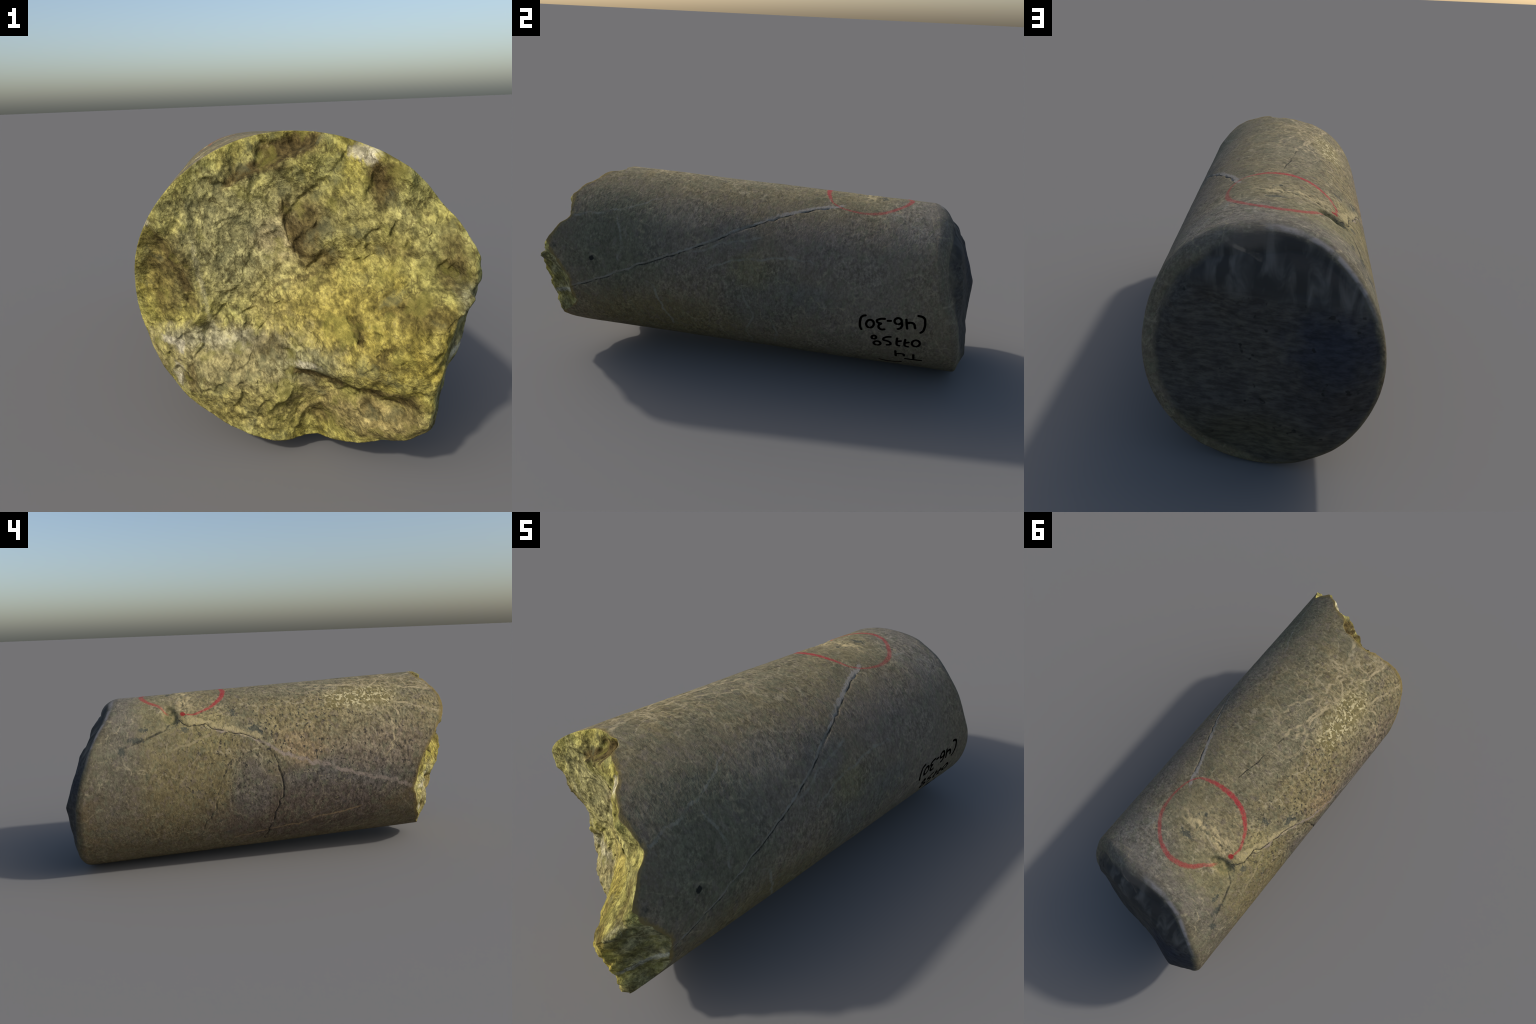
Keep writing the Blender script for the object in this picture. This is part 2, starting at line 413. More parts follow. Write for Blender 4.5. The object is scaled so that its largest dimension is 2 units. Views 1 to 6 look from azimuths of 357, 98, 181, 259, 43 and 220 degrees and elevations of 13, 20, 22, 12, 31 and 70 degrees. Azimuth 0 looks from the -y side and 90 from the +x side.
# --------------------------------------------------------------- node tools
class Nodes:
    def __init__(self, tree):
        self.t = tree

    def new(self, kind, **kw):
        n = self.t.nodes.new(kind)
        for k, v in kw.items():
            setattr(n, k, v)
        return n

    def put(self, sock, val):
        if isinstance(val, bpy.types.NodeSocket):
            self.t.links.new(val, sock)
        elif val is not None:
            if isinstance(val, (tuple, list)) and len(val) == 3 and sock.type == "RGBA":
                val = (*val, 1)
            sock.default_value = val

    def math(self, op, a, b=None, c=None, clamp=False):
        n = self.new("ShaderNodeMath", operation=op, use_clamp=clamp)
        for k, v in enumerate((a, b, c)):
            if v is not None:
                self.put(n.inputs[k], v)
        return n.outputs[0]

    def vec(self, op, a, b=None):
        n = self.new("ShaderNodeVectorMath", operation=op)
        self.put(n.inputs[0], a)
        if b is not None:
            self.put(n.inputs[1], b)
        return n.outputs["Value"] if op in ("DOT_PRODUCT", "LENGTH", "DISTANCE") else n.outputs[0]

    def ramp(self, x, lo, hi, a=0., b=1.):
        n = self.new("ShaderNodeMapRange", interpolation_type="SMOOTHSTEP")
        self.put(n.inputs["Value"], x)
        if lo > hi:
            lo, hi, a, b = hi, lo, b, a
        n.inputs["From Min"].default_value, n.inputs["From Max"].default_value = lo, hi
        n.inputs["To Min"].default_value, n.inputs["To Max"].default_value = a, b
        return n.outputs["Result"]

    def noise(self, p, scale, detail=3, rough=.55, dist=0.):
        n = self.new("ShaderNodeTexNoise")
        self.put(n.inputs["Vector"], p)
        n.inputs["Scale"].default_value, n.inputs["Detail"].default_value, n.inputs["Roughness"].default_value, n.inputs["Distortion"].default_value = scale, detail, rough, dist
        return n.outputs["Fac"]

    def voronoi(self, p, scale, feature="F1", rnd=1.):
        n = self.new("ShaderNodeTexVoronoi", feature=feature)
        self.put(n.inputs["Vector"], p)
        n.inputs["Scale"].default_value = scale; n.inputs["Randomness"].default_value = rnd
        return n.outputs["Distance"]

    def mix(self, f, a, b, mode="MIX"):
        n = self.new("ShaderNodeMix", data_type="RGBA", blend_type=mode)
        self.put(n.inputs[0], f); self.put(n.inputs[6], a); self.put(n.inputs[7], b)
        return n.outputs[2]

    def shade(self, col, x, lo, hi, dark, light):
        """multiply a colour by a factor that follows x"""
        n = self.new("ShaderNodeVectorMath", operation="SCALE")
        self.put(n.inputs[0], col); self.put(n.inputs["Scale"], self.ramp(x, lo, hi, dark, light))
        return n.outputs[0]

    def xyz(self, x, y, z=0.):
        n = self.new("ShaderNodeCombineXYZ")
        for k, v in enumerate((x, y, z)):
            self.put(n.inputs[k], v)
        return n.outputs[0]

    def frame(self):
        """core coordinates of the shaded point: object position, u, v, along-axis t and map x"""
        if not hasattr(self, "_f"):
            p = self.new("ShaderNodeTexCoord").outputs["Object"]
            w = self.vec("SUBTRACT", p, tuple(FOOT))
            u, v, t = (self.vec("DOT_PRODUCT", w, tuple(a)) for a in (RIGHT, UP, AXIS))
            x = self.math("MULTIPLY", self.math("ARCTAN2", u, v), R0)
            self._f = (w, u, v, t, x)
        return self._f

    def blob(self, x, y, cx, cy, rx, ry, soft=.6, wob=None, amt=.5):
        """soft-edged patch, ragged by the noise wob"""
        a = self.math("DIVIDE", self.math("SUBTRACT", x, cx), rx)
        b = self.math("DIVIDE", self.math("SUBTRACT", y, cy), ry)
        d = self.math("SQRT", self.math("ADD", self.math("MULTIPLY", a, a), self.math("MULTIPLY", b, b)))
        if wob is not None:
            d = self.math("ADD", d, self.math("MULTIPLY", self.math("SUBTRACT", wob, .5), 2 * amt))
        return self.ramp(d, 1 + soft / 2, 1 - soft / 2)

    def curve(self, x, pts):
        """piecewise linear function of x through pts (sorted)"""
        p = np.array(sorted(map(tuple, pts)), float)
        keep = [0] + [k for k in range(1, len(p)) if p[k, 0] > p[k - 1, 0] + 1e-5]; p = p[keep]
        x0, x1 = p[0, 0], p[-1, 0]; y0, y1 = p[:, 1].min() - 1e-4, p[:, 1].max() + 1e-4
        n = self.new("ShaderNodeFloatCurve")
        c = n.mapping.curves[0]
        q = [((a - x0) / (x1 - x0), (b - y0) / (y1 - y0)) for a, b in p]
        c.points[0].location, c.points[1].location = q[0], q[-1]
        for a in q[1:-1]:
            c.points.new(*a)
        for k in c.points:
            k.handle_type = "VECTOR"
        n.mapping.update()
        s = self.math("DIVIDE", self.math("SUBTRACT", x, float(x0)), float(x1 - x0), clamp=True)
        self.put(n.inputs["Value"], s)
        return self.math("ADD", self.math("MULTIPLY", n.outputs[0], float(y1 - y0)), float(y0)), float(x0), float(x1)

    def line(self, x, t, pts, width, wob=None, amt=0., along="t", fade=.03, shift=0., soft=1.):
        """mask of a line on the map; pts are (x, t), single valued along the chosen axis"""
        p = np.array(pts)
        a, b = (t, x) if along == "t" else (x, t)
        f, lo, hi = self.curve(a, p[:, ::-1] if along == "t" else p)
        ia, ib = (1, 0) if along == "t" else (0, 1)
        slope = abs(p[-1, ib] - p[0, ib]) / max(1e-6, abs(p[-1, ia] - p[0, ia]))
        d = self.math("MULTIPLY", self.math("SUBTRACT", b, f), 1 / math.sqrt(1 + slope * slope))
        d = self.math("ABSOLUTE", self.math("SUBTRACT", d, shift))
        if wob is not None:
            d = self.math("ADD", d, self.math("MULTIPLY", self.math("SUBTRACT", wob, .5), 2 * amt))
        m = self.ramp(d, width * (1 + .5 * soft), width * (1 - .5 * soft) if soft < 2 else 0)
        m = self.math("MULTIPLY", m, self.ramp(a, lo - .001, lo + fade))
        return self.math("MULTIPLY", m, self.ramp(a, hi + .001, hi - fade))

    def bump(self, height, strength, dist, normal=None):
        n = self.new("ShaderNodeBump")
        n.inputs["Strength"].default_value, n.inputs["Distance"].default_value = strength, dist
        self.put(n.inputs["Height"], height)
        if normal is not None:
            self.put(n.inputs["Normal"], normal)
        return n.outputs[0]


def material(name, build, rough=.85, spec=.25):
    m = bpy.data.materials.new(name); m.use_nodes = True
    t = m.node_tree; t.nodes.clear()
    N = Nodes(t)
    out, b = N.new("ShaderNodeOutputMaterial"), N.new("ShaderNodeBsdfPrincipled")
    t.links.new(b.outputs[0], out.inputs[0])
    b.inputs["Roughness"].default_value = rough; b.inputs["Specular IOR Level"].default_value = spec
    col, nrm = build(N)
    N.put(b.inputs["Base Color"], col)
    if nrm is not None:
        N.put(b.inputs["Normal"], nrm)
    return m


# ------------------------------------------------------------ rock materials
def barrel_rock(N):
    w, u, v, t, x = N.frame()
    big, mid = N.noise(w, 5, 4), N.noise(w, 16, 4)
    turned = N.vec("MULTIPLY", w, (1., 1.4, 1.))                 # drilling marks run round the core
    blotch, fine, grain = N.noise(turned, 46, 3, .55), N.noise(turned, 85, 2, .6), N.noise(w, 190, 3, .7)
    # ground colour: khaki on top and left, grey to the right, brown low on the left
    col = N.mix(N.ramp(big, .38, .62), (.186, .152, .078), (.148, .130, .076))
    right = N.ramp(N.math("ADD", x, N.math("MULTIPLY", N.math("SUBTRACT", mid, .5), .25)), .02, .30)
    col = N.mix(right, col, N.mix(N.ramp(mid, .38, .62), (.164, .134, .089), (.134, .111, .074)))  # right-hand colours warmed to offset the blue skylight on this unlit side
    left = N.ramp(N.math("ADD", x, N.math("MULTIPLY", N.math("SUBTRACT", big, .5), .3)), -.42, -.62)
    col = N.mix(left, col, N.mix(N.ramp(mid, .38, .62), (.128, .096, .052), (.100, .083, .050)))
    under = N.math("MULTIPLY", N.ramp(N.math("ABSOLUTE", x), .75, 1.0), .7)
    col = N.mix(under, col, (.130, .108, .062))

    def patch(c, cx, ct, rx, rt, colour, f, amt=.55, soft=.9):
        return N.mix(N.math("MULTIPLY", N.blob(x, t, cx, ct, rx, rt, soft, big, amt), f), c, colour)
    col = patch(col, .45, .62, .24, .22, (.098, .098, .066), .8)          # dark green near the break
    col = patch(col, .42, .28, .16, .22, (.118, .105, .086), .55)          # bluish
    col = patch(col, .62, -.05, .16, .18, (.104, .100, .080), .7)
    col = patch(col, .82, .45, .15, .35, (.135, .108, .045), .7)          # olive belly
    col = patch(col, .30, .36, .10, .12, (.172, .150, .110), .5)
    col = patch(col, .52, -.42, .30, .22, (.150, .129, .102), .6)
    col = patch(col, .50, .02, .07, .10, (.150, .130, .068), .7)
    col = patch(col, .60, -.25, .07, .10, (.085, .094, .084), .4)
    col = patch(col, .36, .12, .08, .10, (.098, .098, .088), .3)
    col = patch(col, .34, -.20, .10, .14, (.142, .118, .098), .5)
    col = patch(col, -.55, -.45, .24, .25, (.150, .122, .056), .7)        # ochre brown, left
    col = patch(col, -.62, .22, .13, .30, (.086, .080, .070), .85)        # slate band below the left vein
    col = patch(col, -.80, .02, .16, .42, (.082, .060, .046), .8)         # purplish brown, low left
    col = patch(col, -.45, .05, .10, .12, (.215, .150, .080), .7)         # rust by the crack
    col = patch(col, -.33, .26, .17, .26, (.186, .150, .078), .7)
    col = patch(col, -.50, .40, .10, .24, (.165, .128, .088), .6)
    col = patch(col, -.12, -.43, .22, .10, (.210, .174, .094), .8)        # yellowish spot in the ring
    col = patch(col, -.33, -.38, .10, .14, (.176, .148, .064), .7)
    col = patch(col, -.20, -.60, .16, .10, (.175, .155, .082), .7)
    col = patch(col, -.12, -.73, .30, .07, (.128, .118, .100), .65, .7, 1.4)    # grey rim of the sawn end
    col = patch(col, -.48, -.78, .22, .12, (.098, .090, .070), .6, .7, 1.4)
    col = patch(col, .15, -.66, .20, .14, (.150, .138, .120), .6, .4)
    col = patch(col, -.62, -.20, .14, .09, (.098, .086, .072), .75)       # grey purple between the two cracks
    col = patch(col, -.30, .05, .10, .22, (.165, .134, .062), .6)
    col = patch(col, -.05, .05, .12, .25, (.156, .136, .084), .6)
    # soft dark blots
    blots = N.ramp(N.noise(w, 27, 3, .6), .40, .30)
    col = N.mix(N.math("MULTIPLY", blots, N.ramp(big, .62, .42, .15, .55)), col, (.062, .062, .050))
    # mottling and grain: strong where the skin is pitted, faint where it is smooth
    rough_skin = N.math("ADD", N.math("MULTIPLY", N.blob(x, t, -.35, .25, .35, .55, 1.2, big, .6), .6), N.ramp(N.noise(w, 7, 3), .42, .62, .30, .75))
    col = N.shade(col, mid, .30, .70, .84, 1.16)
    mottled = N.shade(col, blotch, .30, .70, .62, 1.38)
    mottled = N.shade(mottled, fine, .30, .70, .72, 1.30)
    mottled = N.shade(mottled, grain, .30, .70, .80, 1.20)
    col = N.mix(rough_skin, N.shade(col, fine, .30, .70, .88, 1.12), mottled)
    hue = N.noise(turned, 30, 2)
    col = N.mix(N.ramp(hue, .52, .66, 0., .35), col, (.135, .140, .085))
    col = N.mix(N.ramp(hue, .46, .33, 0., .30), col, (.160, .128, .110))
    # fine web of pale hairline veins
    bent = N.vec("ADD", w, N.vec("MULTIPLY", N.xyz(N.math("SUBTRACT", mid, .5), N.math("SUBTRACT", blotch, .5), N.math("SUBTRACT", big, .5)), (.10, .015, .10)))
    web = N.math("MULTIPLY", N.ramp(N.voronoi(bent, 7, "DISTANCE_TO_EDGE"), .030, .004), N.ramp(N.noise(w, 9, 2), .40, .58))
    web2 = N.math("MULTIPLY", N.ramp(N.voronoi(N.vec("ADD", bent, (3., 1., 2.)), 15, "DISTANCE_TO_EDGE"), .05, .008), N.ramp(N.noise(w, 12, 2), .46, .60))
    web = N.math("MULTIPLY", N.math("MAXIMUM", web, N.math("MULTIPLY", web2, .3)), N.ramp(blotch, .36, .6, .15, 1.))
    col = N.mix(N.math("MULTIPLY", N.math("MULTIPLY", web, N.ramp(x, .35, 0., .34, .80)), N.ramp(x, -.68, -.40, .40, 1.)), col, (.31, .265, .165))
    # dark pits, thick on the upper left
    zone = N.math("ADD", N.math("MULTIPLY", N.blob(x, t, -.42, .10, .28, .6, 1.2, big, .4), .85), .22)
    pits = N.math("MULTIPLY", N.ramp(N.noise(N.vec("MULTIPLY", w, (1., 1.2, 1.)), 66, 2, .5), .405, .350), N.math("MULTIPLY", zone, N.ramp(N.noise(w, 17, 2), .40, .55, .3, 1.)))
    col = N.mix(N.math("MULTIPLY", pits, .85), col, (.042, .038, .031))
    flecks = N.math("MULTIPLY", N.ramp(N.noise(turned, 105, 2, .5), .60, .68), N.ramp(N.noise(w, 22, 2), .45, .60))
    col = N.mix(N.math("MULTIPLY", flecks, N.ramp(x, .3, -.2, .22, .42)), col, (.31, .255, .145))
    for cx, ct, rx, rt in ((-.261, -.242, .02, .010), (-.016, -.508, .032, .014), (-.275, -.495, .02, .014), (-.359, -.675, .012, .03), (-.005, -.415, .006, .018), (-.33, -.46, .014, .02), (-.31, -.64, .010, .02), (-.405, -.74, .02, .012), (-.06, -.43, .016, .008), (-.03, -.39, .008, .008), (-.37, -.16, .03, .03)):
        col = N.mix(N.math("MULTIPLY", N.blob(x, t, cx, ct, rx, rt, .8, fine, 1.6), .8), col, (.050, .056, .046))
    col = N.mix(N.math("MULTIPLY", N.blob(x, t, .54, .73, .011, .010, .5, fine, .4), .95), col, (.012, .013, .012))
    # veins
    wob = N.noise(w, 60, 3, .65)
    pale = N.noise(w, 26, 3)
    m = N.math("MULTIPLY", N.line(x, t, MAIN_J, .0044, wob, .008), N.ramp(pale, .36, .60, .45, .9))
    m2 = N.math("MULTIPLY", N.line(x, t, MAIN_J, .0075, wob, .018, shift=-.006), N.ramp(t, .06, -.12, 0., .85))
    col = N.mix(N.math("MAXIMUM", m, m2), col, N.mix(N.ramp(t, .1, -.1), (.200, .190, .158), (.245, .222, .190)))
    m = N.math("MULTIPLY", N.line(x, t, LEFTV_J, .008, wob, .013), N.ramp(pale, .3, .6, .25, .8))
    col = N.mix(m, col, (.255, .205, .165))
    m = N.math("MULTIPLY", N.line(x, t, [(-.29, -.47), (-.30, -.40), (-.345, -.30), (-.39, -.19), (-.42, -.12)], .014, wob, .022, shift=.010), N.ramp(pale, .35, .6, .3, .95))
    col = N.mix(m, col, (.35, .29, .15))
    for k, pts in enumerate(TOP_VEINS):
        al = "x" if k in (5, 6, 7) else "t"
        m = N.line(x, t, jitter(pts, 20 + k, .0075, .022), (.0040 if k in (5, 6, 7) else .0054), wob, .010, along=al)
        col = N.mix(N.math("MULTIPLY", m, N.ramp(pale, .34, .60, .15, .95)), col, (.36, .295, .170))
    for k, pts in enumerate(RIGHT_VEINS):
        al = "x" if k in (1, 3, 5, 6) else "t"
        m = N.line(x, t, jitter(pts, 40 + k, .008), .0045, wob, .010, along=al)
        col = N.mix(N.math("MULTIPLY", m, N.ramp(pale, .34, .65, .1, .6)), col, (.215, .21, .17))
    for pts, al in ((PALE_LINE, "t"), (BROWN_VEIN, "t")):
        m = N.line(x, t, jitter(pts, 60, .004), .005, wob, .009, along=al)
        col = N.mix(N.math("MULTIPLY", m, N.ramp(pale, .3, .6, .2, .75)), col, (.25, .175, .095) if pts is BROWN_VEIN else (.26, .215, .12))
    net = N.vec("ADD", N.vec("MULTIPLY", bent, (1., .7, 1.)), (5., 2., 1.))
    net = N.math("MULTIPLY", N.ramp(N.voronoi(net, 11, "DISTANCE_TO_EDGE"), .040, .006), N.blob(x, t, -.17, .38, .20, .38, 1.2, big, .5))
    net = N.math("MULTIPLY", net, N.ramp(N.noise(w, 30, 3), .38, .60, .1, .9))
    col = N.mix(net, col, (.33, .27, .155))
    # flecked quartz patch
    fl = N.ramp(N.noise(w, 58, 2, .5, .8), .52, .60)
    zone = N.blob(x, t, -.24, .37, .075, .16, 1.2, mid, .9)
    col = N.mix(N.math("MULTIPLY", zone, .55), col, (.20, .165, .058))
    col = N.mix(N.math("MULTIPLY", zone, N.ramp(N.noise(w, 75, 2), .42, .34, 0., .8)), col, (.055, .052, .032))
    col = N.mix(N.math("MULTIPLY", N.math("MULTIPLY", zone, fl), .95), col, (.50, .43, .24))
    m = N.math("MULTIPLY", N.blob(x, t, -.09, -.435, .15, .035, 1.2, mid, .9), N.ramp(N.noise(w, 38, 3), .42, .58))
    col = N.mix(N.math("MULTIPLY", m, .9), col, (.38, .31, .165))
    chip = N.blob(x, t, -.235, -.515, .06, .03, .8, mid, .5)
    col = N.mix(N.math("MULTIPLY", chip, .6), col, N.mix(N.ramp(blotch, .4, .6), (.13, .125, .05), (.22, .18, .075)))
    m = N.math("MULTIPLY", N.blob(x, t, -.29, -.36, .05, .10, 1.2, mid, .9), N.ramp(N.noise(w, 45, 3), .46, .60))
    col = N.mix(N.math("MULTIPLY", m, .8), col, (.35, .29, .14))
    # open cracks
    dk = N.ramp(N.noise(w, 22, 2), .42, .58)
    for pts, wd, al, f in ((MAIN_J + np.array([.005, -.004]), .0022, "t", .9), (THIN_J, .0024, "x", .75), (TOPC_J, .0020, "t", .85), (DASH_J, .005, "t", .7)):
        m = N.line(x, t, pts, wd, wob, .004, along=al)
        col = N.mix(N.math("MULTIPLY", N.math("MULTIPLY", m, dk), f), col, (.018, .019, .017))
    for pts, al in ((LEFTC_J[LEFTC_J[:, 0] > -.43], "t"), (LEFTC_J[LEFTC_J[:, 0] < -.42], "x")):
        m = N.line(x, t, pts, .0026, wob, .0045, along=al, fade=.006)
        col = N.mix(N.math("MULTIPLY", m, N.ramp(N.noise(w, 22, 2), .34, .5, .15, .9)), col, (.020, .018, .015))
    # fresh yellow rock showing along the broken edge
    rim = sorted((R0 * math.atan2(math.cos(math.radians(a)), math.sin(math.radians(a))), h) for a, h in BROKEN_EDGE)
    edge, _, _ = N.curve(x, [(-math.pi * R0, .673)] + rim + [(math.pi * R0, .673)])
    m = N.ramp(N.math("ADD", N.math("SUBTRACT", t, edge), N.math("MULTIPLY", N.math("SUBTRACT", blotch, .5), .03)), -.020, .0)
    col = N.mix(N.math("MULTIPLY", m, .75), col, (.20, .145, .045))
    height = N.math("ADD", N.math("MULTIPLY", N.math("ADD", fine, blotch), .5), N.math("ADD", N.math("MULTIPLY", grain, .35), N.math("MULTIPLY", pits, -1.)))
    return col, N.bump(height, .7, .0045)


def fracture_rock(N):
    w, u, v, t, x = N.frame()
    big, mid = N.noise(w, 6, 4), N.noise(w, 20, 4, .6)
    warp = N.vec("ADD", w, N.vec("MULTIPLY", N.xyz(N.math("SUBTRACT", mid, .5), N.math("SUBTRACT", big, .5), N.math("SUBTRACT", N.noise(w, 33, 2), .5)), (.015, .01, .015)))
    lump = N.vec("MULTIPLY", N.xyz(N.math("ADD", u, N.math("MULTIPLY", v, .25)), N.math("MULTIPLY", v, .62), N.math("MULTIPLY", t, .7)), (1., 1., 1.))
    coarse, fine, grain = N.noise(lump, 52, 4, .62), N.noise(lump, 115, 3, .65), N.noise(warp, 170, 3, .7)
    col = N.mix(N.ramp(mid, .38, .62), (.260, .225, .048), (.302, .268, .076))
    col = N.mix(N.ramp(big, .45, .62), col, (.250, .235, .075))

    def patch(c, cu, cv, ru, rv, colour, f, amt=.7, soft=1.1, nz=None):
        return N.mix(N.math("MULTIPLY", N.blob(u, v, cu, cv, ru, rv, soft, nz or mid, amt), f), c, colour)
    col = patch(col, -.10, .13, .19, .17, (.300, .275, .125), .9)          # pale plateau
    col = patch(col, -.02, .14, .06, .05, (.320, .262, .145), .6)
    col = patch(col, .21, .17, .09, .08, (.300, .270, .105), .6)
    col = patch(col, .12, -.05, .20, .13, (.310, .238, .050), .5)           # ochre ramp
    col = patch(col, -.14, -.16, .22, .09, (.250, .215, .110), .75, .9)      # grey band of quartz
    col = patch(col, -.20, -.11, .13, .030, (.30, .28, .18), .7, 1.)
    col = patch(col, .0, -.15, .08, .04, (.24, .23, .12), .7, 1.)
    col = patch(col, -.12, -.30, .16, .06, (.275, .232, .085), .6, .9)
    col = patch(col, .16, -.27, .13, .06, (.275, .208, .100), .6)           # brownish block
    col = patch(col, -.31, .07, .05, .10, (.135, .100, .030), .7)
    # dark brown patches and lines along the grooves, pit and hollows
    dark_brown = (.085, .062, .022)
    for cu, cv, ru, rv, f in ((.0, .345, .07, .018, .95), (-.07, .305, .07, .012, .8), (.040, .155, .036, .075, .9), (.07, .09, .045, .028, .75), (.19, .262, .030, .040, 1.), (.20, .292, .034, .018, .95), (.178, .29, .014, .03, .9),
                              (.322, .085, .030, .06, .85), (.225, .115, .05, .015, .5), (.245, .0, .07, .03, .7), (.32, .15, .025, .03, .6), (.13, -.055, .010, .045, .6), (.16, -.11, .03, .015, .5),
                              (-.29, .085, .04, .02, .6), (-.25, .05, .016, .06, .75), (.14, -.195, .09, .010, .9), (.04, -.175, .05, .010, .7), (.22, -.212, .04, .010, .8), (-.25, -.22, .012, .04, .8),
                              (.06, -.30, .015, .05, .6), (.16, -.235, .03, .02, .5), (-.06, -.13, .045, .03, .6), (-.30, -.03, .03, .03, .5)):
        col = patch(col, cu, cv, ru, rv, dark_brown, f, .75, 1.2)
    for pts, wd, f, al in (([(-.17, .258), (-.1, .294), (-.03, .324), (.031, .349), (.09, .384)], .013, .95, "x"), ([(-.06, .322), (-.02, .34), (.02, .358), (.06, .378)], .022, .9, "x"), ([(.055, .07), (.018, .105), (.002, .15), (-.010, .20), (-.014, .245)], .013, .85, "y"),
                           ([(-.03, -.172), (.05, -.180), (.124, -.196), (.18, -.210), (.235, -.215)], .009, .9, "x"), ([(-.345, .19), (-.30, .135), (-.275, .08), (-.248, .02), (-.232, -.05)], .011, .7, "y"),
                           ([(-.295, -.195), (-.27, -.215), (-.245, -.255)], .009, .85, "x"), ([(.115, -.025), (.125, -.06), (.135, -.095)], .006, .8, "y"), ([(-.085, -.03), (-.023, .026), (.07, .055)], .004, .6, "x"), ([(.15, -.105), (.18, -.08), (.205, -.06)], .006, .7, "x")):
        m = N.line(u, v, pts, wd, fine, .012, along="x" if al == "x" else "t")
        col = N.mix(N.math("MULTIPLY", m, f), col, dark_brown)
    # pale crystals
    for cu, cv, ru, rv in ((.155, .333, .030, .016), (.165, .318, .014, .012), (-.305, -.125, .020, .010), (-.275, -.135, .010, .020), (-.285, -.215, .014, .03), (.02, -.155, .03, .010), (-.335, .19, .010, .010)):
        col = patch(col, cu, cv, ru, rv, (.44, .40, .28), .8, 1., .8, fine)
    m = N.line(u, v, [(-.185, -.12), (-.20, -.05), (-.205, -.02), (-.22, .06), (-.23, .15)], .006, fine, .014)
    col = N.mix(N.math("MULTIPLY", m, .45), col, (.40, .37, .22))
    # the main vein crossing the steep facet
    facet = N.ramp(N.math("ADD", u, N.math("MULTIPLY", v, -.12)), .295, .325)
    facet = N.math("MULTIPLY", facet, N.ramp(v, .09, .04))
    col = N.mix(N.math("MULTIPLY", facet, .8), col, N.mix(N.ramp(mid, .4, .6), (.125, .120, .050), (.185, .178, .105)))
    m = N.line(v, t, [(-.185, 1.0), (-.165, .955), (-.135, .89), (-.11, .83)], .010, fine, .016, fade=.01)
    col = N.mix(N.math("MULTIPLY", N.math("MULTIPLY", m, N.ramp(u, .27, .29)), .7), col, (.31, .31, .25))
    # hackly light and dark grain
    col = N.shade(col, mid, .32, .68, .84, 1.16)
    col = N.shade(col, coarse, .34, .66, .54, 1.44)
    col = N.shade(col, fine, .34, .66, .72, 1.28)
    col = N.shade(col, grain, .30, .70, .84, 1.16)
    crease = N.math("ABSOLUTE", N.math("SUBTRACT", N.noise(lump, 22, 3, .6), .5))
    col = N.mix(N.math("MULTIPLY", N.ramp(crease, .024, .004), N.ramp(big, .38, .55, .15, .6)), col, (.070, .054, .018))
    col = N.mix(N.math("MULTIPLY", N.ramp(coarse, .62, .74), .55), col, (.38, .33, .135))
    tint = N.noise(w, 14, 3)
    col = N.mix(N.ramp(tint, .54, .68, 0., .4), col, (.23, .215, .045))
    col = N.mix(N.ramp(tint, .44, .32, 0., .35), col, (.16, .165, .085))
    height = N.math("ADD", N.math("MULTIPLY", coarse, .9), N.math("ADD", N.math("MULTIPLY", fine, .6), N.math("MULTIPLY", grain, .25)))
    return col, N.bump(height, .85, .010)


